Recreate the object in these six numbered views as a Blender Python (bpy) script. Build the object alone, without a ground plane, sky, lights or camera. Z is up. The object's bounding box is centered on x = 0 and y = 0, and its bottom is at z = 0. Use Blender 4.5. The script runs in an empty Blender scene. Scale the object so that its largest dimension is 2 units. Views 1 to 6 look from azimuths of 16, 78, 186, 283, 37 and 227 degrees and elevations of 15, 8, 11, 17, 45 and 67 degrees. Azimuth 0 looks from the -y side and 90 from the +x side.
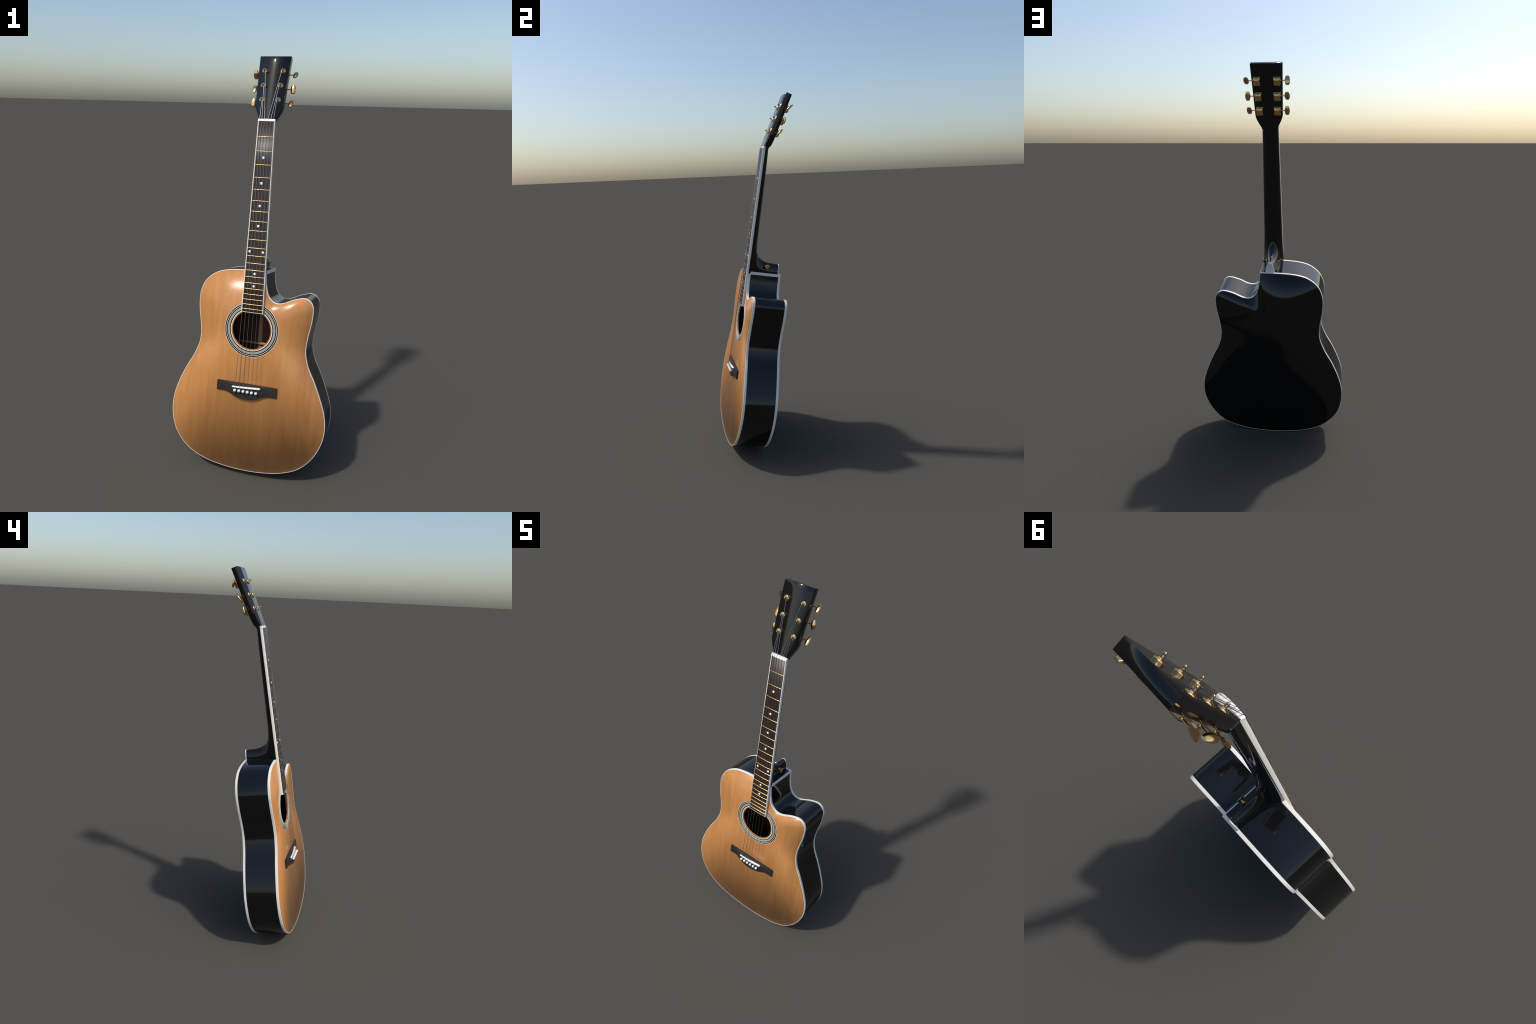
"""Acoustic cutaway guitar, leaning slightly back.
Everything is modelled in guitar coordinates (x across, s up along the neck, h out of the
front rim plane) and mapped to mesh space as (x, -h, s); one root Empty leans the whole thing back."""
import bpy, math
from mathutils import Vector, Matrix

XC = -0.0048                    # centre line of neck, bridge and sound hole
DEPTH = 0.1904                  # body depth
LEAN = 0.18402                  # lean of the body plane
root = bpy.data.objects.new("acoustic_guitar", None)
bpy.context.scene.collection.objects.link(root)
root.location = (0, -0.23996, 0)
root.rotation_euler = (-LEAN, 0, 0)
root["label"] = "natural wood top cutaway acoustic guitar with glossy black body"
root["category"] = "acoustic guitar"

def M(p):                        # guitar (x,s,h) -> mesh space
    return Vector((p[0], -p[2], p[1]))

# ------------------------------------------------------------------ materials
def new_mat(name, color, rough=0.4, metal=0.0, spec=0.5, coat=0.0, coat_rough=0.05):
    m = bpy.data.materials.new(name); m.use_nodes = True
    b = m.node_tree.nodes["Principled BSDF"]
    b.inputs["Base Color"].default_value = (*color, 1)
    b.inputs["Roughness"].default_value = rough
    b.inputs["Metallic"].default_value = metal
    b.inputs["Specular IOR Level"].default_value = spec
    b.inputs["Coat Weight"].default_value = coat
    b.inputs["Coat Roughness"].default_value = coat_rough
    return m, m.node_tree, b

def node(nt, kind, **kw):
    n = nt.nodes.new(kind)
    for k, v in kw.items():
        setattr(n, k, v)
    return n

def noise_ramp(nt, scale_xyz, noise_scale, detail, stops, rough=0.55, distortion=0.0):
    tc = node(nt, "ShaderNodeTexCoord"); mp = node(nt, "ShaderNodeMapping")
    mp.inputs["Scale"].default_value = scale_xyz
    nz = node(nt, "ShaderNodeTexNoise")
    nz.inputs["Scale"].default_value = noise_scale
    nz.inputs["Detail"].default_value = detail
    nz.inputs["Roughness"].default_value = rough
    nz.inputs["Distortion"].default_value = distortion
    rp = node(nt, "ShaderNodeValToRGB")
    el = rp.color_ramp.elements
    el[0].position, el[0].color = stops[0][0], (*stops[0][1], 1)
    el[1].position, el[1].color = stops[-1][0], (*stops[-1][1], 1)
    for p, c in stops[1:-1]:
        e = el.new(p); e.color = (*c, 1)
    nt.links.new(tc.outputs["Object"], mp.inputs["Vector"])
    nt.links.new(mp.outputs["Vector"], nz.inputs["Vector"])
    nt.links.new(nz.outputs["Fac"], rp.inputs["Fac"])
    return rp.outputs["Color"]

def mix(nt, a, b, fac, blend="MULTIPLY"):
    m = node(nt, "ShaderNodeMix", data_type="RGBA", blend_type=blend)
    m.inputs[0].default_value = fac
    nt.links.new(a, m.inputs[6]); nt.links.new(b, m.inputs[7])
    return m.outputs[2]

def wood(name, dark, mid, light, rough, spec, grain=1.0, coat=0.0):
    m, nt, b = new_mat(name, mid, rough, 0, spec, coat, 0.2)
    broad = noise_ramp(nt, (13, 13, 1.3), 1.6, 3, [(0.3, dark), (0.5, mid), (0.72, light)], 0.6, 0.9)
    fine = noise_ramp(nt, (140, 140, 5), 2.2, 4, [(0.34, (0.80, 0.76, 0.70)), (0.58, (1, 1, 1))], 0.6)
    fleck = noise_ramp(nt, (55, 55, 9), 5.0, 2, [(0.30, (0.78, 0.74, 0.70)), (0.42, (1, 1, 1))], 0.6)
    c = mix(nt, broad, fine, 0.65 * grain)
    c = mix(nt, c, fleck, 0.40 * grain)
    nt.links.new(c, b.inputs["Base Color"])
    return m

WOOD_TOP = wood("cedar_soundboard", (0.462, 0.201, 0.062), (0.512, 0.230, 0.073), (0.552, 0.256, 0.087), 0.26, 0.50, 0.60)
nt = WOOD_TOP.node_tree
bp = node(nt, "ShaderNodeBump"); bp.inputs["Strength"].default_value = 0.12; bp.inputs["Distance"].default_value = 0.002
tc = node(nt, "ShaderNodeTexCoord"); mp = node(nt, "ShaderNodeMapping"); mp.inputs["Scale"].default_value = (260, 260, 60)
nz = node(nt, "ShaderNodeTexNoise"); nz.inputs["Scale"].default_value = 2.0; nz.inputs["Detail"].default_value = 3
nt.links.new(tc.outputs["Object"], mp.inputs["Vector"]); nt.links.new(mp.outputs["Vector"], nz.inputs["Vector"])
nt.links.new(nz.outputs["Fac"], bp.inputs["Height"])
nt.links.new(bp.outputs["Normal"], nt.nodes["Principled BSDF"].inputs["Normal"])
WOOD_RIM = wood("soundhole_wood", (0.36, 0.15, 0.04), (0.42, 0.18, 0.05), (0.48, 0.21, 0.06), 0.5, 0.3)
WOOD_IN = wood("rosewood_lining", (0.058, 0.025, 0.015), (0.088, 0.038, 0.024), (0.125, 0.056, 0.034), 0.65, 0.2, 1.0)
WOOD_BR = wood("spruce_brace", (0.30, 0.17, 0.10), (0.36, 0.21, 0.125), (0.42, 0.25, 0.15), 0.6, 0.2)
BLACK, nt, b = new_mat("black_lacquer", (0.0045, 0.0046, 0.005), 0.06, 0, 0.5)
nt.links.new(noise_ramp(nt, (3, 3, 3), 2.0, 2, [(0.3, (0.05,) * 3), (0.7, (0.075,) * 3)]), b.inputs["Roughness"])
HEADBLACK, nt, b = new_mat("headstock_lacquer", (0.005, 0.005, 0.0055), 0.09, 0, 0.5)
FB, nt, b = new_mat("rosewood_fingerboard", (0.02, 0.014, 0.012), 0.40, 0, 0.36)
nt.links.new(mix(nt, noise_ramp(nt, (70, 70, 3), 2.0, 3, [(0.3, (0.022, 0.0135, 0.0110)), (0.7, (0.041, 0.026, 0.021))]),
                 noise_ramp(nt, (300, 300, 14), 2.0, 3, [(0.35, (0.7, 0.7, 0.7)), (0.55, (1, 1, 1))]), 0.6), b.inputs["Base Color"])
EBONY, nt, b = new_mat("ebony_bridge", (0.020, 0.017, 0.016), 0.6, 0, 0.10)
nt.links.new(noise_ramp(nt, (4, 200, 60), 2.0, 3, [(0.3, (0.023, 0.020, 0.019)), (0.7, (0.031, 0.027, 0.026))]), b.inputs["Base Color"])
IVORY, nt, b = new_mat("ivory_binding", (0.80, 0.78, 0.72), 0.4, 0, 0.35)
nt.links.new(noise_ramp(nt, (1, 1, 1), 9.0, 3, [(0.3, (0.78, 0.74, 0.655)), (0.7, (0.86, 0.82, 0.735))]), b.inputs["Base Color"])
CAPW, nt, b = new_mat("heel_cap_plastic", (0.78, 0.77, 0.73), 0.4)
BONE, nt, b = new_mat("bone", (0.86, 0.81, 0.74), 0.3)
nt.links.new(noise_ramp(nt, (1, 1, 1), 60.0, 2, [(0.3, (0.87, 0.83, 0.77)), (0.7, (0.93, 0.90, 0.85))]), b.inputs["Base Color"])
PINW, nt, b = new_mat("white_pin_plastic", (0.80, 0.80, 0.83), 0.18)
PEARL, nt, b = new_mat("pearl_inlay", (0.82, 0.82, 0.86), 0.25)
nt.links.new(noise_ramp(nt, (1, 1, 1), 220.0, 3, [(0.3, (0.74, 0.74, 0.80)), (0.7, (0.90, 0.89, 0.90))]), b.inputs["Base Color"])
INK, nt, b = new_mat("black_inlay", (0.004, 0.004, 0.004), 0.5, 0, 0.12)
RINGW, nt, b = new_mat("rosette_ivory", (0.80, 0.77, 0.68), 0.4, 0, 0.25)
GOLD, nt, b = new_mat("gold_plating", (0.74, 0.485, 0.215), 0.14, 1.0)
nt.links.new(noise_ramp(nt, (1, 1, 1), 90.0, 2, [(0.3, (0.10,) * 3), (0.7, (0.20,) * 3)]), b.inputs["Roughness"])
FRETG, nt, b = new_mat("brass_fret", (0.76, 0.50, 0.21), 0.28, 1.0)
STEEL, nt, b = new_mat("steel_string", (0.42, 0.42, 0.44), 0.30, 1.0)
WOUND, nt, b = new_mat("bronze_wound_string", (0.36, 0.35, 0.34), 0.35, 1.0)

# ------------------------------------------------------------------ mesh helpers
def add(name, verts, faces, mat, parent=root, smooth=True, angle=None, mats=None, midx=None):
    me = bpy.data.meshes.new(name)
    me.from_pydata([tuple(v) for v in verts], [], faces)
    for m in (mats or [mat]):
        me.materials.append(m)
    if midx:
        me.polygons.foreach_set("material_index", midx)
    me.polygons.foreach_set("use_smooth", [smooth] * len(me.polygons))
    me.update()
    if angle is not None:
        me.set_sharp_from_angle(angle=math.radians(angle))
    ob = bpy.data.objects.new(name, me)
    bpy.context.scene.collection.objects.link(ob)
    ob.parent = parent
    return ob

def fix_normals(ob):
    import bmesh
    bm = bmesh.new(); bm.from_mesh(ob.data)
    bmesh.ops.recalc_face_normals(bm, faces=bm.faces)
    bm.to_mesh(ob.data); bm.free()

def bevel(ob, width, seg=2, angle=40):
    m = ob.modifiers.new("Bevel", "BEVEL")
    m.width, m.segments, m.limit_method, m.angle_limit = width, seg, "ANGLE", math.radians(angle)
    return ob

def copy(ob, matrix, parent):
    c = ob.copy()
    bpy.context.scene.collection.objects.link(c)
    c.parent = parent
    c.matrix_local = matrix
    return c

def sweep_closed(name, loops, mat, closed_u=True, parent=root, angle=40, caps=False):
    """loops: list of rings (each ring a list of points) -> skinned tube."""
    n = len(loops[0]); vs = [p for l in loops for p in l]; fs = []
    L = len(loops)
    for i in range(L if closed_u else L - 1):
        a, b2 = i * n, ((i + 1) % L) * n
        for j in range(n):
            k = (j + 1) % n
            fs.append((a + j, a + k, b2 + k, b2 + j))
    if caps and not closed_u:
        fs.append(tuple(range(n))[::-1]); fs.append(tuple((L - 1) * n + j for j in range(n)))
    ob = add(name, vs, fs, mat, parent)
    fix_normals(ob)
    ob.data.set_sharp_from_angle(angle=math.radians(angle))
    return ob

def tube(name, pts, r, mat, parent=root, n=10):
    loops = []
    pts = [Vector(p) for p in pts]
    for i, p in enumerate(pts):
        d = (pts[min(i + 1, len(pts) - 1)] - pts[max(i - 1, 0)]).normalized()
        u = d.cross(Vector((1, 0.013, 0.02))).normalized() if abs(d.x) < 0.9 else d.cross(Vector((0, 1, 0.1))).normalized()
        v = d.cross(u)
        loops.append([p + r * (math.cos(t) * u + math.sin(t) * v) for t in (2 * math.pi * k / n for k in range(n))])
    return sweep_closed(name, loops, mat, False, parent, 60, True)

def lathe(name, prof, mat, parent=root, n=32, angle=35):
    """prof: (radius, height) pairs, turned about local z."""
    loops = [[Vector((max(r, 1e-5) * math.cos(t), max(r, 1e-5) * math.sin(t), z)) for t in (2 * math.pi * k / n for k in range(n))] for r, z in prof]
    return sweep_closed(name, loops, mat, False, parent, angle, True)

def prism(name, outline, h0, h1, mat, parent=root, angle=35):
    """outline in (x,s), extruded from h0 to h1 (numbers or functions of x)."""
    f = lambda h, x: h(x) if callable(h) else h
    n = len(outline)
    vs = [M((x, s, f(h0, x))) for x, s in outline] + [M((x, s, f(h1, x))) for x, s in outline]
    fs = [tuple(range(n)), tuple(range(2 * n - 1, n - 1, -1))] + [(j, n + j, n + (j + 1) % n, (j + 1) % n) for j in range(n)]
    ob = add(name, vs, fs, mat, parent)
    fix_normals(ob)
    ob.data.set_sharp_from_angle(angle=math.radians(angle))
    return ob

def lerp_table(tab, x):
    if x <= tab[0][0]:
        return tab[0][1]
    for (a, va), (b2, vb) in zip(tab, tab[1:]):
        if x <= b2:
            return va + (vb - va) * (x - a) / (b2 - a)
    return tab[-1][1]

def smooth_table(tab, x):
    """monotone-ish cubic interpolation through control points"""
    n = len(tab)
    if x <= tab[0][0]: return tab[0][1]
    if x >= tab[-1][0]: return tab[-1][1]
    sl = [(tab[i + 1][1] - tab[i][1]) / (tab[i + 1][0] - tab[i][0]) for i in range(n - 1)]
    d = [sl[0]] + [0 if sl[i - 1] * sl[i] <= 0 else 2 * sl[i - 1] * sl[i] / (sl[i - 1] + sl[i]) for i in range(1, n - 1)] + [sl[-1]]
    for i in range(n - 1):
        if x <= tab[i + 1][0]:
            h = tab[i + 1][0] - tab[i][0]; t = (x - tab[i][0]) / h
            return ((2*t**3-3*t*t+1)*tab[i][1] + (t**3-2*t*t+t)*h*d[i] + (-2*t**3+3*t*t)*tab[i+1][1] + (t**3-t*t)*h*d[i+1])

# ------------------------------------------------------------------ body outline
RIM_CTRL = [(0.0449, 1.0289), (-0.0857, 1.0253), (-0.1649, 1.0142), (-0.2144, 0.9926), (-0.2558, 0.9521),
            (-0.2774, 0.8905), (-0.2759, 0.8128), (-0.2639, 0.7336), (-0.2626, 0.661), (-0.287, 0.5865),
            (-0.3256, 0.5142), (-0.3601, 0.4347), (-0.3822, 0.3565), (-0.3851, 0.2738), (-0.3666, 0.1973),
            (-0.3289, 0.1392), (-0.2725, 0.0915), (-0.1941, 0.0589), (-0.1011, 0.0421), (-0.0015, 0.036),
            (0.0972, 0.0411), (0.1892, 0.0578), (0.2701, 0.0912), (0.3289, 0.1452), (0.3671, 0.2105),
            (0.3869, 0.2844), (0.3818, 0.3701), (0.3517, 0.4587), (0.3176, 0.5346), (0.284, 0.6008),
            (0.2681, 0.669), (0.273, 0.7392), (0.2863, 0.8209), (0.2844, 0.8896), (0.2487, 0.9205),
            (0.1928, 0.9092), (0.1417, 0.8862), (0.1021, 0.8833), (0.0702, 0.9088), (0.0531, 0.9597)]

def rim_curve(m=8):
    c = RIM_CTRL
    p = [(2*c[0][0]-c[1][0], 2*c[0][1]-c[1][1])] + c + [c[0], (2*c[0][0]-c[-1][0], 2*c[0][1]-c[-1][1])]
    out = []
    for i in range(1, len(p) - 2):
        for j in range(m):
            t = j / m
            out.append(tuple(.5*(2*p[i][k] + (p[i+1][k]-p[i-1][k])*t + (2*p[i-1][k]-5*p[i][k]+4*p[i+1][k]-p[i+2][k])*t*t
                                 + (3*p[i][k]-p[i-1][k]-3*p[i+1][k]+p[i+2][k])*t**3) for k in (0, 1)))
    return out
RIM = rim_curve()
NR = len(RIM)
# outward normals with mitre factor (corner is index 0)
RIMN = []
for i in range(NR):
    a, p, c = RIM[i - 1], RIM[i], RIM[(i + 1) % NR]
    d1 = Vector((p[0]-a[0], p[1]-a[1])).normalized(); d2 = Vector((c[0]-p[0], c[1]-p[1])).normalized()
    n1, n2 = Vector((d1.y, -d1.x)), Vector((d2.y, -d2.x))
    n = (n1 + n2).normalized()
    RIMN.append((n, 1.0 / max(0.4, n.dot(n1))))
# orientation check: at the lowest point the normal must point down
low = min(range(NR), key=lambda i: RIM[i][1])
if RIMN[low][0].y > 0:
    RIMN = [(-n, k) for n, k in RIMN]

def off(i, o):                   # rim point i pushed outward by o
    n, k = RIMN[i]
    return RIM[i][0] + n.x * k * o, RIM[i][1] + n.y * k * o

NSM = []                        # softened outward directions for the back
for i in range(NR):
    acc = Vector((0, 0))
    for k in range(-24, 25):
        acc += RIMN[(i + k) % NR][0] * math.exp(-(k / 13) ** 2)
    NSM.append(acc.normalized())

HOLE_S, HOLE_R, ROS_IN, ROS_OUT = 0.7393, 0.0952, 0.1005, 0.1343

def radial_plate(name, mat, h, centre, r_in, inset, front, power, rim_tilt, K=26):
    """plate from the rim to an inner circle; the plate stays flat, but its normals
    are bent outwards to shape rim highlights, sky reflection and the darkening low on the top."""
    sgn = 1 if front else -1
    vs, ns = [], []
    for j in range(K + 1):
        f = j / K                # 0 at the inner circle, 1 at the rim
        for i in range(NR):
            rx, rs = off(i, -inset)
            a = math.atan2(rs - centre[1], rx - centre[0])
            ix, isv = centre[0] + r_in * math.cos(a), centre[1] + r_in * math.sin(a)
            x, s = ix + (rx - ix) * f, isv + (rs - isv) * f
            n = RIMN[i][0]
            dn = min(1, max(0, -n.y)); dn = dn * dn * (3 - 2 * dn)
            up = max(0.0, NSM[i].y)
            w = f ** power * (rim_tilt + 0.14 * dn if front else rim_tilt * up ** 0.6)
            n = n if front else NSM[i]
            nn = Vector((n.x * w, -sgn * (1 - 0.29 * min(1, w / 0.66)), n.y * w)).normalized()
            vs.append(M((x, s, h))); ns.append(nn)
    fs = []
    for j in range(K):
        for i in range(NR):
            k = (i + 1) % NR
            q = (j*NR+i, j*NR+k, (j+1)*NR+k, (j+1)*NR+i)
            fs.append(q)
    if not r_in > 0.03:
        fs.append(tuple(range(NR)))
    return vs, ns, fs

def plate_object(name, mat, vs, ns, fs, extra_v=(), extra_f=(), parent=root):
    nv = len(vs)
    ob = add(name, list(vs) + list(extra_v), list(fs) + list(extra_f), mat, parent)
    fix_normals(ob)
    me = ob.data
    nf = len(fs)
    # bent shading normals on the flat outer face, true ones elsewhere
    ln = []
    for p in me.polygons:
        for li in p.loop_indices:
            v = me.loops[li].vertex_index
            ln.append(tuple(ns[v]) if (p.index < nf and v < nv) else tuple(p.normal))
    # make sure the lacquered face looks the same way as its normals
    if me.polygons[0].normal.dot(ns[0]) < 0:
        me.flip_normals()
        ln = []
        for p in me.polygons:
            for li in p.loop_indices:
                v = me.loops[li].vertex_index
                ln.append(tuple(ns[v]) if (p.index < nf and v < nv) else tuple(p.normal))
    me.normals_split_custom_set(ln)
    return ob

# soundboard: face, edge of the hole, underside
vs, ns, fs = radial_plate("soundboard", WOOD_TOP, -0.0005, (XC, HOLE_S), ROS_IN - 0.0005, 0.0014, True, 1.0, 0.66)
nv = len(vs); ev, ef = [], []
for i in range(NR):              # underside ring pair
    x, _, s = vs[i]
    ev.append(M((x, s, -0.0075)))
for i in range(NR):
    x, s = off(i, -0.0014)
    ev.append(M((x, s, -0.0075)))
for i in range(NR):
    k = (i + 1) % NR
    ef.append((i, nv + i, nv + k, k))
    ef.append((nv + i, nv + NR + i, nv + NR + k, nv + k))
    ef.append((nv - NR + i, nv - NR + k, nv + NR + k, nv + NR + i))
soundboard = plate_object("soundboard", WOOD_TOP, vs, ns, fs, ev, ef)

# back panel
vs, ns, fs = radial_plate("back_panel", BLACK, -DEPTH + 0.001, (0.0, 0.70), 0.02, 0.0013, False, 1.5, 0.70)
nv = len(vs)
ev = [M((*off(i, -0.0013), -DEPTH + 0.005)) for i in range(NR)]
ef = [(nv - NR + i, nv - NR + (i + 1) % NR, nv + (i + 1) % NR, nv + i) for i in range(NR)]
back_panel = plate_object("back_panel", BLACK, vs, ns, fs, ev, ef)

# back lining (inside face), seen through the sound hole
prism("back_lining", [off(i, -0.0045) for i in range(0, NR, 2)], -DEPTH + 0.0035, -DEPTH + 0.0065, WOOD_IN)

# side wall : outer black face, inner rosewood face
loops = []
for i in range(NR):
    o0, o1 = off(i, 0.0), off(i, -0.005)
    loops.append([M((*o0, -0.0015)), M((*o0, -DEPTH + 0.0015)), M((*o1, -DEPTH + 0.0015)), M((*o1, -0.0015))])
side = sweep_closed("side_wall", loops, BLACK, True, root, 40)
side.data.materials.append(WOOD_IN)
for p in side.data.polygons:
    a = p.vertices[:]
    if set(v % 4 for v in a) == {2, 3}:
        p.material_index = 1

# edge binding, front and back: a rounded strip let into the corner, a hair proud of the side
def binding_ring(name, h_face, sgn, face_w, depth=0.0132):
    loops = []
    for i in range(NR):
        sec = [(0.0004, depth), (0.0005, 0.0014), (0.0003, 0.0005), (-0.0003, 0.0), (-face_w, 0.0), (-face_w, 0.004), (-0.0015, 0.006), (-0.0015, depth)]
        loops.append([M((*off(i, o), h_face - sgn * d)) for o, d in sec])
    return sweep_closed(name, loops, IVORY, True, root, 50)
binding_ring("front_binding", 0.0, 1, 0.0017)
binding_ring("back_binding", -DEPTH, -1, 0.0016)
# corner strip of the cutaway
cx, cs = RIM[0]
ob = prism("corner_binding", [(cx + 0.0012, cs + 0.0008), (cx - 0.0026, cs + 0.0009), (cx - 0.0026, cs - 0.003), (cx + 0.0006, cs - 0.0145), (cx + 0.0024, cs - 0.0145)],
           -0.0006, -DEPTH + 0.0006, IVORY)

# inside: centre strip and braces on the back, bars under the top
def box(name, x0, x1, s0, s1, h0, h1, mat, parent=root, bev=0.0):
    ob = prism(name, [(x0, s0), (x1, s0), (x1, s1), (x0, s1)], h0, h1, mat, parent)
    if bev: bevel(ob, bev)
    return ob
hb = -DEPTH + 0.0065
box("centre_strip", XC - 0.0105, XC + 0.0105, 0.05, 1.01, hb - 0.0002, hb + 0.0025, WOOD_BR)
br = [box("back_brace", -0.215, 0.215, s - 0.006, s + 0.006, hb - 0.0004, hb + 0.016, WOOD_BR, root, 0.004) for s in (0.636, 0.83)]
box("back_brace", -0.30, 0.30, 0.42, 0.436, hb - 0.0004, hb + 0.016, WOOD_BR, root, 0.004)
box("back_brace", -0.33, 0.33, 0.22, 0.236, hb - 0.0004, hb + 0.016, WOOD_BR, root, 0.004)
box("top_bar", -0.24, 0.22, 0.858, 0.874, -0.024, -0.0078, WOOD_BR, root, 0.004)
box("top_bar", -0.24, 0.24, 0.602, 0.614, -0.022, -0.0078, WOOD_BR, root, 0.004)
box("neck_block", -0.06, 0.035, 0.95, 1.015, -DEPTH + 0.008, -0.009, WOOD_BR, root)

# ------------------------------------------------------------------ rosette
def ring(name, r0, r1, h0, h1, mat, parent=root, n=160):
    e = min(0.0004, (h1 - h0) * 0.5)
    loops = []
    for k in range(n):
        a = 2 * math.pi * k / n
        loops.append([M((XC + r * math.cos(a), HOLE_S + r * math.sin(a), h)) for r, h in
                      ((r0, h0), (r0, h1 - e), (r0 + e, h1), (r1 - e, h1), (r1, h1 - e), (r1, h0))])
    return sweep_closed(name, loops, mat, True, parent, 60)
rosette = ring("rosette", ROS_IN, ROS_OUT - 0.0002, -0.004, -0.0001, INK)
for r0, r1 in ((0.1324, 0.1343), (0.1245, 0.1267), (0.1171, 0.1188), (0.1136, 0.1151), (0.1099, 0.1116), (0.1006, 0.1045)):
    ring("rosette_ring", r0, r1, -0.003, 0.0003, RINGW, rosette)
ring("soundhole_edge", HOLE_R, ROS_IN + 0.0001, -0.0074, -0.0003, WOOD_RIM)

# ------------------------------------------------------------------ fingerboard
NUT_S, FB_END, SCALE = 1.7290, 0.8247, 1.2612
def fbw(s): return 0.0812 + (NUT_S - s) * 0.0307          # full width
CROWN, EDGE_H = 0.0019, 0.0130
def crown(u): return EDGE_H + CROWN * (1 - u * u)
loops = []
BW = 0.0036
for i in range(61):
    s = FB_END + BW + (NUT_S - FB_END - BW) * i / 60
    hw = fbw(s) / 2 - BW
    loops.append([M((XC + hw * u, s, crown(u * 0.93))) for u in [-1 + k / 8 for k in range(17)]] + [M((XC + hw, s, -0.0006)), M((XC - hw, s, -0.0006))])
fingerboard = sweep_closed("fingerboard", loops, FB, False, root, 35, True)
# normals tilted at both ends to place the sheen by the nut; board runs straight
me = fingerboard.data; ln = []
for p in me.polygons:
    for li in p.loop_indices:
        co = me.vertices[me.loops[li].vertex_index].co
        if p.normal.y < -0.7:
            sheen_tilt = max(0.0, (co.z - 1.535) * 4.0) - max(0.0, (0.98 - co.z) * 2.2)
            n = Vector((p.normal.x * 0.5 + (co.x - XC) * 1.5, -1.0, sheen_tilt))
        else:
            n = p.normal.copy()
        ln.append(tuple(n.normalized()))
me.normals_split_custom_set(ln)
def fb_binding():
    hw0, hw1 = fbw(FB_END) / 2, fbw(NUT_S) / 2
    def sec(side, hw, s):
        return [M((XC + side * (hw - o), s, h)) for o, h in ((0, -0.0008), (0, EDGE_H - 0.0008), (0.0008, EDGE_H), (BW, EDGE_H + 0.0003), (BW, -0.0008))]
    for side_ in (-1, 1):
        sweep_closed("fingerboard_binding", [sec(side_, fbw(FB_END + (NUT_S - FB_END) * i / 20) / 2, FB_END + (NUT_S - FB_END) * i / 20) for i in range(21)], IVORY, False, fingerboard, 50, True)
    loops = []
    for k in range(17):
        u = -1 + k / 8
        x = XC + u * (hw0 - BW)
        hh = crown(u * 0.93)
        loops.append([M((x, FB_END + o, h)) for o, h in ((0, -0.0008), (0, hh - 0.0008), (0.0008, hh + 0.0002), (BW, hh + 0.0003), (BW, -0.0008))])
    sweep_closed("fingerboard_binding", loops, IVORY, False, fingerboard, 50, True)
fb_binding()

# frets at equal temperament spacing; one shared wire, scaled to the local width
loops = []
for k in range(25):
    u = -1 + k / 12
    hh = EDGE_H + CROWN * (1 - (u * 0.93) ** 2)
    hh0 = hh - 0.0012
    loops.append([Vector((0.5 * u, -(hh0 + (0.0012 + 0.0016) * v), w)) for w, v in ((-0.0014, 0), (-0.0013, 0.62), (-0.0007, 0.93), (0, 1.0), (0.0007, 0.93), (0.0013, 0.62), (0.0014, 0))])
fret0 = None
for n in range(1, 22):
    s = NUT_S - SCALE * (1 - 2 ** (-n / 12))
    mtx = Matrix.Translation((XC, 0, s)) @ Matrix.Diagonal((fbw(s) - 2 * BW + 0.001, 1, 1, 1))
    if fret0 is None:
        fret0 = sweep_closed("fret", loops, FRETG, False, fingerboard, 60, True)
        fret0.matrix_local = mtx
    else:
        copy(fret0, mtx, fingerboard)

def fret_s(n): return NUT_S - SCALE * (1 - 2 ** (-n / 12))
dot0 = None
for n, xs in ((3, (0,)), (5, (0,)), (7, (0,)), (9, (0,)), (12, (-0.0325, 0.0325)), (15, (0,)), (17, (0,))):
    for dx in xs:
        s = (fret_s(n) + fret_s(n - 1)) / 2 + (0.001 if n < 14 else -0.001)
        hh = crown(2 * dx / fbw(s))
        mtx = Matrix.Translation(M((XC - 0.0010 + dx, s, hh - 0.0002))) @ Matrix.Rotation(math.radians(90), 4, "X")
        if dot0 is None:
            dot0 = lathe("inlay_dot", [(0, -0.001), (0.0063, -0.001), (0.0063, 0.0002), (0.0052, 0.0011), (0.0032, 0.0016), (0.0015, 0.0018), (0, 0.0018)], PEARL, fingerboard, 28, 60)
            dot0.matrix_local = mtx
        else:
            copy(dot0, mtx, fingerboard)

# ------------------------------------------------------------------ nut
loops = []
for k in range(21):
    u = -1 + k / 10
    x = XC + u * 0.0411
    e = 1 - 0.12 * max(0, abs(u) - 0.9) / 0.1
    ht = (0.0146 + 0.0022 * (1 - u * u)) * e
    loops.append([M((x, 1.7290, -0.001)), M((x, 1.7290, ht - 0.0012)), M((x, 1.7300, ht)), M((x, 1.7345, ht - 0.0004)), M((x, 1.7405, ht - 0.0042)), M((x, 1.7412, ht - 0.0055)), M((x, 1.7412, -0.001))])
nut = sweep_closed("nut", loops, BONE, False, root, 50, True)

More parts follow.
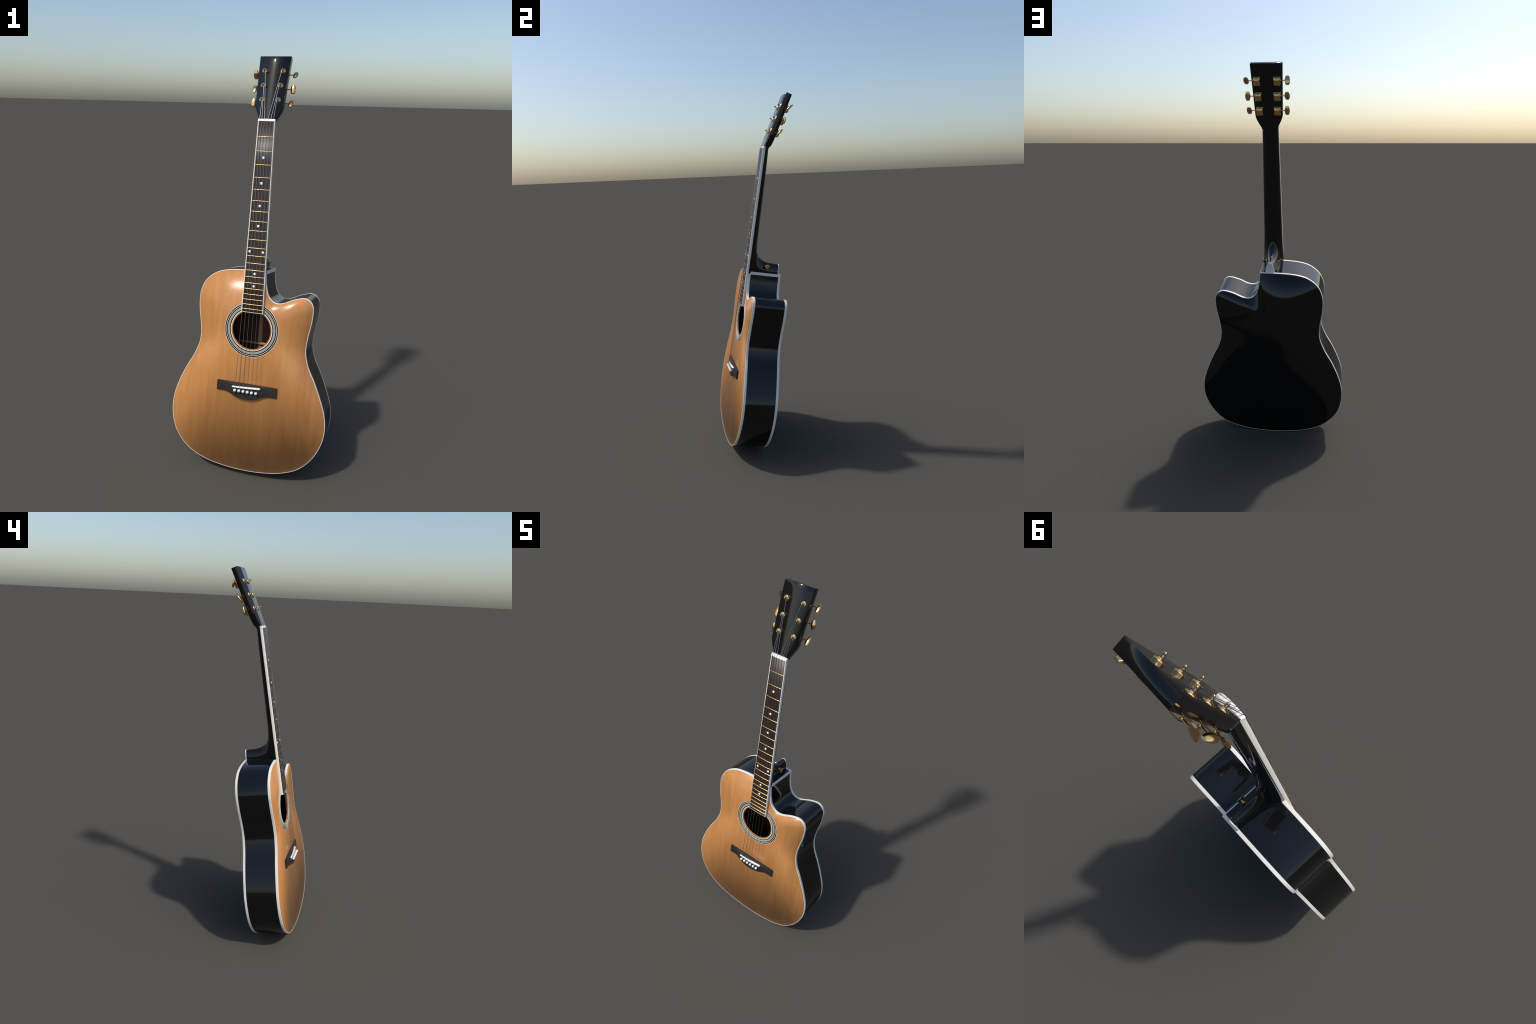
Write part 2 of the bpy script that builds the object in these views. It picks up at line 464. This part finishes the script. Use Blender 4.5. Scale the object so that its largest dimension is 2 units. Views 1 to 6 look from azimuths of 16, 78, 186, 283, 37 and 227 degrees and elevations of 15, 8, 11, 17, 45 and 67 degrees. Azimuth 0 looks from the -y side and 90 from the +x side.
# ------------------------------------------------------------------ neck and heel
S0 = 1.0262                     # heel seat on the body
HEEL_H = -0.1765
def neck_back(s): return lerp_table([(1.0, -0.0365), (1.18, -0.0352), (1.30, -0.0338), (1.60, -0.0290), (1.75, -0.0245)], s)
HEEL = [(-0.1765, 1.0842), (-0.150, 1.0842), (-0.122, 1.0852), (-0.100, 1.0900), (-0.080, 1.0985), (-0.065, 1.1085), (-0.0515, 1.1215), (-0.043, 1.136), (-0.0385, 1.152), (-0.036, 1.172), (-0.0345, 1.20)]
HEELW = [(-0.1765, 0.0232), (-0.14, 0.0250), (-0.10, 0.0285), (-0.07, 0.0335), (-0.035, 0.0400)]
def half_width(s, h):
    nb = neck_back(s)
    hw = fbw(min(s, NUT_S)) / 2 - 0.0016
    tau = min(1, max(0, (0.0 - h) / (0.0 - nb)))
    a = hw * max(0.0, 1 - tau ** 2.3) ** 0.5
    b2 = 0.0
    if s < 1.2:
        top = smooth_table(HEEL, h)
        if top > s:
            b2 = smooth_table(HEELW, h) * max(0.0, 1 - max(0.0, (s - S0) / (top - S0)) ** 1.9) ** 0.55
    return (a ** 5 + b2 ** 5) ** 0.2
def depth_at(s):
    nb = neck_back(s)
    if s >= 1.2: return nb
    if s <= HEEL[0][1]: return HEEL_H
    lo, hi = HEEL_H, -0.0345
    for _ in range(40):
        mid = (lo + hi) / 2
        if smooth_table(HEEL, mid) > s: hi = mid
        else: lo = mid
    return min(nb, hi)
rows = [1.7435 - 0.01 * i for i in range(62)] + [1.12 - 0.0012 * i for i in range(1, 30)] + [1.0850, 1.0846, 1.0843, 1.0841, 1.0836, 1.083, 1.081, 1.078, 1.074, 1.069, 1.063, 1.056, 1.048, 1.040, 1.032, 1.0255, 1.018]
rows = sorted(set(r for r in rows), reverse=True)
loops = []
NC = 34
for s in rows:
    d = depth_at(s)
    ring_ = []
    for j in range(NC + 1):
        h = 0.0 + d * math.sin(math.pi / 2 * j / NC) ** 0.9
        ring_.append((half_width(s, max(h, d + 1e-6)), h))
    loops.append([M((XC + w, s, h)) for w, h in ring_] + [M((XC - w, s, h)) for w, h in ring_[::-1]])
neck = sweep_closed("neck", loops, BLACK, False, root, 38, True)

# heel cap: arched white plate
cap = []
for j in range(33):
    t = -1 + j / 16
    cap.append((XC - 0.0003 + 0.0236 * t, S0 - 0.001 + 0.0598 * max(0.0, 1 - abs(t) ** 1.9) ** 0.55))
cap = [(cap[0][0], S0 - 0.006)] + cap + [(cap[-1][0], S0 - 0.006)]
bevel(prism("heel_cap", cap, HEEL_H - 0.0048, HEEL_H, CAPW), 0.0008)

# strap button on the heel's cutaway side
strap = lathe("strap_button", [(0, 0), (0.0072, 0), (0.0072, 0.002), (0.0042, 0.004), (0.0036, 0.008), (0.0046, 0.0115), (0.0080, 0.0150), (0.0128, 0.0168), (0.0136, 0.0180), (0.0130, 0.0192), (0.0100, 0.0201), (0.0045, 0.0192), (0, 0.0190)], GOLD, root, 36, 50)
strap.matrix_local = Matrix.Translation(M((0.0165, 1.0650, -0.107))) @ Matrix.Rotation(math.radians(90), 4, "Y")

# ------------------------------------------------------------------ headstock
HA = math.radians(13.6)
BASE = (1.739, 0.0038)          # (s,h) where the face leaves the nut
HL, HT = 0.3164, 0.031
def Hd(x, t, q):                # headstock frame -> guitar frame
    return (XC + 0.0003 + x, BASE[0] + t * math.cos(HA) + q * math.sin(HA), BASE[1] - t * math.sin(HA) + q * math.cos(HA))
HAX = (M((0, math.cos(HA), -math.sin(HA)))); HNR = M((0, math.sin(HA), math.cos(HA))); HX = Vector((1, 0, 0))
HW = [(-0.004, 0.0398), (0.003, 0.0408), (0.0228, 0.0485), (0.040, 0.0572), (0.052, 0.0625), (0.062, 0.0652), (0.072, 0.0664), (0.09, 0.0671), (0.3164, 0.0758)]
ts = [-0.004, 0.0, 0.005, 0.009, 0.013, 0.0175, 0.022, 0.031, 0.040, 0.047, 0.053, 0.058, 0.063, 0.068, 0.074, 0.082, 0.10, 0.13, 0.16, 0.19, 0.22, 0.25, 0.27, 0.285, 0.295, 0.302, 0.308, 0.312, 0.3147, HL]
NU = 14
verts, faces, tags = [], [], []
us = [-1 + 2 * k / NU for k in range(NU + 1)]
def thick(t): return 0.0240 + (HT - 0.0240) * min(1, max(0, (t - 0.004) / 0.014)) ** 0.8
for side_q in (0, 1):
    for t in ts:
        for u in us:
            verts.append(M(Hd(u * smooth_table(HW, t) if t > 0.003 else u * lerp_table(HW, t), t, -thick(t) * side_q)))
W_ = NU + 1; B0 = len(ts) * W_
for i in range(len(ts) - 1):
    for k in range(NU):
        a = i * W_ + k
        faces.append((a, a + 1, a + W_ + 1, a + W_)); tags.append("front")
        faces.append((B0 + a, B0 + a + W_, B0 + a + W_ + 1, B0 + a + 1)); tags.append("back")
    a = i * W_
    faces.append((a, a + W_, B0 + a + W_, B0 + a)); tags.append("left")
    a = i * W_ + NU
    faces.append((a, B0 + a, B0 + a + W_, a + W_)); tags.append("right")
for k in range(NU):
    a = (len(ts) - 1) * W_ + k
    faces.append((a, a + 1, B0 + a + 1, B0 + a)); tags.append("top")
    faces.append((k, B0 + k, B0 + k + 1, k + 1)); tags.append("bottom")
headstock = add("headstock", verts, faces, HEADBLACK)
fix_normals(headstock)
me = headstock.data
ln = []
for p, tag in zip(me.polygons, tags):
    for li in p.loop_indices:
        v = me.loops[li].vertex_index
        vi = v % B0; t = ts[vi // W_]; u = us[vi % W_]
        dt = HL - t
        g = 0.5 * math.exp(-dt / 0.007) - 0.07 * (1 - math.exp(-dt / 0.05))  # skews normals of the flat headstock to position its top highlight
        if tag == "front":
            n = HNR + HX * u * 0.95 + HAX * g
        elif tag == "back":
            n = -HNR + HX * u * 0.10
        elif tag == "top":
            n = HAX + HX * u * 0.7 + HNR * (0.30 if v < B0 else -0.95)
        elif tag in ("left", "right"):
            n = p.normal.copy()
            hw_s = (smooth_table(HW, min(HL, t + 0.004)) - smooth_table(HW, max(0.0031, t - 0.004))) / 0.008
            n = HX * (1 if tag == "right" else -1) - HAX * hw_s + HNR * (0.30 if v < B0 else -0.35)
        else:
            n = p.normal.copy()
        n.normalize(); ln.append(tuple(n))
me.normals_split_custom_set(ln)

# ------------------------------------------------------------------ tuning machines
def Hm(x, t, q):                # placement matrix in headstock frame (local z out of the face)
    R = Matrix((HX, HAX, HNR)).transposed().to_4x4()
    return Matrix.Translation(M(Hd(x, t, q))) @ R
TUN = [(-1, 0.0981, 0.0394, 0.0909, 11, 1), (-1, 0.1696, 0.0417, 0.0936, -18, 2), (-1, 0.2428, 0.0443, 0.0973, 34, 3),
       (1, 0.2428, 0.0447, 0.0971, -30, 4), (1, 0.1696, 0.0422, 0.0947, 10, 5), (1, 0.0981, 0.0399, 0.0924, -25, 6)]

def rounded_block(name, hx, hy, z0, z1, inset, mat, parent, bev):
    """block with a slightly smaller top"""
    vs = [Vector((sx * hx, sy * hy, z0)) for sx, sy in ((-1, -1), (1, -1), (1, 1), (-1, 1))] + \
         [Vector((sx * (hx - inset), sy * (hy - inset), z1)) for sx, sy in ((-1, -1), (1, -1), (1, 1), (-1, 1))]
    ob = add(name, vs, [(0, 3, 2, 1), (4, 5, 6, 7), (0, 1, 5, 4), (1, 2, 6, 5), (2, 3, 7, 6), (3, 0, 4, 7)], mat, parent)
    fix_normals(ob)
    bevel(ob, bev, 3, 30)
    ob.data.set_sharp_from_angle(angle=math.radians(50))
    return ob

def button_mesh(parent):
    """oval paddle: flat-sided outline in (x, length), domed with a soft ridge across"""
    nl, na = 14, 40
    loops = []
    for k in range(nl + 1):
        l = -1 + 2 * k / nl
        wx = 0.0129 * (1 - 0.44 * abs(l) ** 2.1)
        th = 0.0066 * (1 - 0.58 * (0.25 * abs(l) + 0.75 * l * l))     # two slopes meeting in a ridge
        loops.append([Vector((wx * math.copysign(abs(math.cos(a)) ** 0.95, math.cos(a)), 0.0210 * l, th * math.copysign(abs(math.sin(a)) ** 1.0, math.sin(a)))) for a in (2 * math.pi * (j + 0.5) / na for j in range(na))])
    ob = sweep_closed("tuner_button", loops, GOLD, False, parent, 50, True)
    mid = nl // 2 * na
    me = ob.data
    for e in me.edges:
        if mid <= e.vertices[0] < mid + na and mid <= e.vertices[1] < mid + na:
            e.use_edge_sharp = True
    return ob

def gear_cover(parent):
    """cast cover: square foot, arched flat face, broad slope on the side the shaft enters"""
    hx, y0, y1, top = 0.0170, -0.0195, 0.0185, 0.0175
    foot = [(-hx, y0), (hx, y0), (hx, y1), (-hx, y1)]
    n = 40
    def sq(a, r):               # superellipse ring point
        c, d = math.cos(a), math.sin(a)
        return math.copysign(abs(c) ** r, c), math.copysign(abs(d) ** r, d)
    loops = []
    for z, kx, ya, yb, r in ((0.002, 1.0, y0, y1, 0.18), (0.0085, 1.0, y0, y1, 0.18), (0.0110, 0.985, y0 + 0.0004, y1 - 0.0006, 0.22), (0.0150, 0.86, y0 + 0.0012, y1 - 0.0052, 0.42), (0.0170, 0.74, y0 + 0.0022, y1 - 0.0092, 0.60), (top, 0.70, y0 + 0.0030, y1 - 0.0102, 0.62)):
        l = []
        for k in range(n):
            cx, cy = sq(2 * math.pi * (k + 0.5) / n, r)
            l.append(Vector((hx * kx * cx, (ya + yb) / 2 + (yb - ya) / 2 * cy, z)))
        loops.append(l)
    return sweep_closed("gear_cover", loops, GOLD, False, parent, 32, True)

parts = {}
POSTS = []
for side_, t, px, bx, ang, idx in TUN:
    hm = Hm(side_ * (px + 0.003), t - 0.006, -HT)
    flip = hm @ Matrix.Rotation(math.pi, 4, "Y")          # local z now points backwards
    if not parts:
        hs = rounded_block("tuning_machine", 0.0176, 0.0212, -0.0005, 0.0035, 0.0006, GOLD, root, 0.0012)
        hs.matrix_local = flip
    else:
        hs = copy(parts["plate"], flip, root)
    inv = flip.inverted()
    pm = inv @ Hm(side_ * px, t, 0.0)
    hous = inv @ (hm @ Matrix.Translation((0, 0.000, 0)) @ Matrix.Rotation(math.pi, 4, "Y"))
    shm = inv @ Hm(0, t, -0.0405) @ Matrix.Translation((side_ * (px + 0.010), 0, 0)) @ Matrix.Rotation(side_ * math.pi / 2, 4, "Y")
    btm = inv @ Hm(side_ * bx, t, -0.0405) @ Matrix.Rotation(math.radians(ang), 4, "X") @ (Matrix.Rotation(math.pi, 4, "Z") if side_ < 0 else Matrix.Identity(4))
    if not parts:
        parts["plate"] = hs
        parts["housing"] = gear_cover(hs)
        parts["housing"].matrix_local = hous
        parts["post"] = lathe("tuner_post", [(0, -0.004), (0.0134, -0.004), (0.0136, 0.0008), (0.0128, 0.0022), (0.0095, 0.0038), (0.0066, 0.0054), (0.0052, 0.0066), (0.0034, 0.0074),
                                             (0.0032, 0.0118), (0.0034, 0.0124), (0.0040, 0.0132), (0.0042, 0.0150), (0.0040, 0.0168), (0.0033, 0.0186), (0.0018, 0.0197), (0, 0.0200)], GOLD, hs, 32, 40)
        parts["post"].matrix_local = pm
        parts["shaft"] = lathe("tuner_shaft", [(0, 0), (0.0046, 0), (0.0046, 0.010), (0.0024, 0.012), (0.0022, 0.030), (0.0032, 0.034), (0.0034, 0.043), (0, 0.043)], GOLD, hs, 20, 40)
        parts["shaft"].matrix_local = shm
        parts["button"] = button_mesh(hs)
        parts["button"].matrix_local = btm
        wl = []
        turns, nn = 3.0, 54
        wind_pts = [Vector((0.0040 * math.cos(a), 0.0040 * math.sin(a), 0.0080 + 0.0034 * k / nn)) for k in range(nn + 1) for a in [2 * math.pi * turns * k / nn]]
        parts["wind"] = tube("string_winding", wind_pts, 0.0007, STEEL, hs, 8)
        parts["wind"].matrix_local = pm
    else:
        for key, m_ in (("housing", hous), ("post", pm), ("shaft", shm), ("button", btm), ("wind", pm)):
            copy(parts[key], m_, hs)
    POSTS.append(Hd(side_ * (px - 0.0042), t, 0.0097))

# ------------------------------------------------------------------ bridge
BC = -0.0052
BOT = [(0.151, 0.4238), (0.127, 0.4246), (0.108, 0.4246), (0.092, 0.4218), (0.076, 0.4165), (0.056, 0.4080), (0.034, 0.4008), (0.014, 0.3981), (0, 0.3978)]
BOTT = sorted(BOT)
def bot(x): return smooth_table(BOTT, abs(x))
def belly(x):                   # 1 over the raised belly, 0 on the flat wings
    a = min(1, max(0, (abs(x) - 0.045) / 0.085)); return 1 - a * a * (3 - 2 * a)
loops = []
for k in range(97):
    x = -0.151 + 0.302 * k / 96
    w = belly(x)
    b0, t0, h = bot(x), 0.4728, 0.0082 + 0.0096 * w
    ridge = t0 - 0.0022 - 0.0100 * w        # the upper edge is scooped away down to the wings
    e = 0.0080 - 0.0015 * w
    rw = t0 - ridge
    loops.append([M((BC + x, b0, -0.0015)), M((BC + x, b0, h - 0.0022)), M((BC + x, b0 + 0.0010, h - 0.0005)), M((BC + x, b0 + 0.0035, h)), M((BC + x, (b0 + ridge) / 2, h + 0.0002)),
                  M((BC + x, ridge, h)), M((BC + x, ridge + rw * 0.25, e + (h - e) * 0.62)), M((BC + x, ridge + rw * 0.55, e + (h - e) * 0.26)), M((BC + x, t0 - 0.0009, e)), M((BC + x, t0, e - 0.0012)), M((BC + x, t0, -0.0015))])
bridge = sweep_closed("bridge", loops, EBONY, False, root, 32, True)

# saddle: slanted bone bar with rounded ends and a crowned top
loops = []
A0, A1 = Vector((-0.0775, 0.4540)), Vector((0.0668, 0.4612))
for k in range(33):
    f = k / 32
    c = A0.lerp(A1, f)
    e = 2 * f - 1
    end = max(0.0, 1 - max(0, (abs(e) - 0.94) / 0.06) ** 2) ** 0.5
    w = 0.0038 * max(0.12, end)
    top = 0.0212 + 0.0046 * (1 - e * e) - 0.0014 * (1 - end)
    loops.append([M((c.x, c.y + w * a, hh)) for a, hh in ((-1, 0.009), (-1, top - 0.0024), (-0.75, top - 0.0009), (-0.3, top), (0.3, top), (0.75, top - 0.0009), (1, top - 0.0024), (1, 0.009))])
saddle = sweep_closed("saddle", loops, BONE, False, bridge, 60, True)

# bridge pins
pin0 = None
PINX = [-0.0582 + 0.0213 * k for k in range(6)]
for x in PINX:
    mtx = Matrix.Translation(M((x, 0.4398, 0.0178))) @ Matrix.Rotation(math.radians(90), 4, "X")
    if pin0 is None:
        r, c = 0.0074, 0.0092
        prof = [(0, -0.004), (0.0044, -0.004), (0.0046, 0.0028)] + [(r * math.cos(a), c + r * math.sin(a)) for a in (math.radians(d) for d in (-50, -35, -20, -5, 10, 25, 40, 55, 68, 78))] + [(0, c + r * 0.992)]
        pin0 = lathe("bridge_pin", prof, PINW, bridge, 28, 60)
        pin0.matrix_local = mtx
        eye0 = lathe("pin_dot", [(0, 0.0), (0.0014, 0.0), (0.0013, 0.0006), (0, 0.0008)], INK, bridge, 14, 60)
        eye0.matrix_local = mtx @ Matrix.Translation((0, 0, c + r - 0.0003))
    else:
        copy(pin0, mtx, bridge)
        copy(eye0, mtx @ Matrix.Translation((0, 0, c + r - 0.0003)), bridge)

# ------------------------------------------------------------------ strings
NUTX = [-0.0382, -0.0265, -0.0131, 0.0012, 0.0153, 0.0288]
GAUGE = [0.00100, 0.00092, 0.00080, 0.00070, 0.00054, 0.00046]
for k in range(6):
    sx = PINX[k]
    f = (sx - A0.x) / (A1.x - A0.x)
    e = 2 * f - 1
    sad = (sx + 0.0004, A0.y + (A1.y - A0.y) * f, 0.0212 + 0.0046 * (1 - e * e) + GAUGE[k] * 0.7)
    u = (NUTX[k] - XC) / 0.0411
    nh = 0.0146 + 0.0022 * (1 - u * u) + GAUGE[k] * 0.6
    pts = [M((sx, 0.4440, 0.0172)), M((sx, 0.4475, 0.0190)), M((sad[0], sad[1] - 0.002, sad[2] - 0.0006)), M(sad), M((sad[0], sad[1] + 0.004, sad[2] - 0.0001))]
    a, b2 = Vector(sad), Vector((NUTX[k], 1.7300, nh))
    pts += [M(a.lerp(b2, j / 12)) for j in range(1, 12)]
    post = POSTS[k]
    pts += [M(b2), M((NUTX[k], 1.7345, nh - 0.0003)), M((NUTX[k] + (post[0] - NUTX[k]) * 0.03, 1.7412, nh - 0.0042 + 0.0006))]
    c = Vector((NUTX[k] + (post[0] - NUTX[k]) * 0.03, 1.7412, nh - 0.0036)); d = Vector(post)
    pts += [M(c.lerp(d, j / 4)) for j in range(1, 5)]
    tube("string", pts, GAUGE[k], WOUND if k < 4 else STEEL, root, 8)
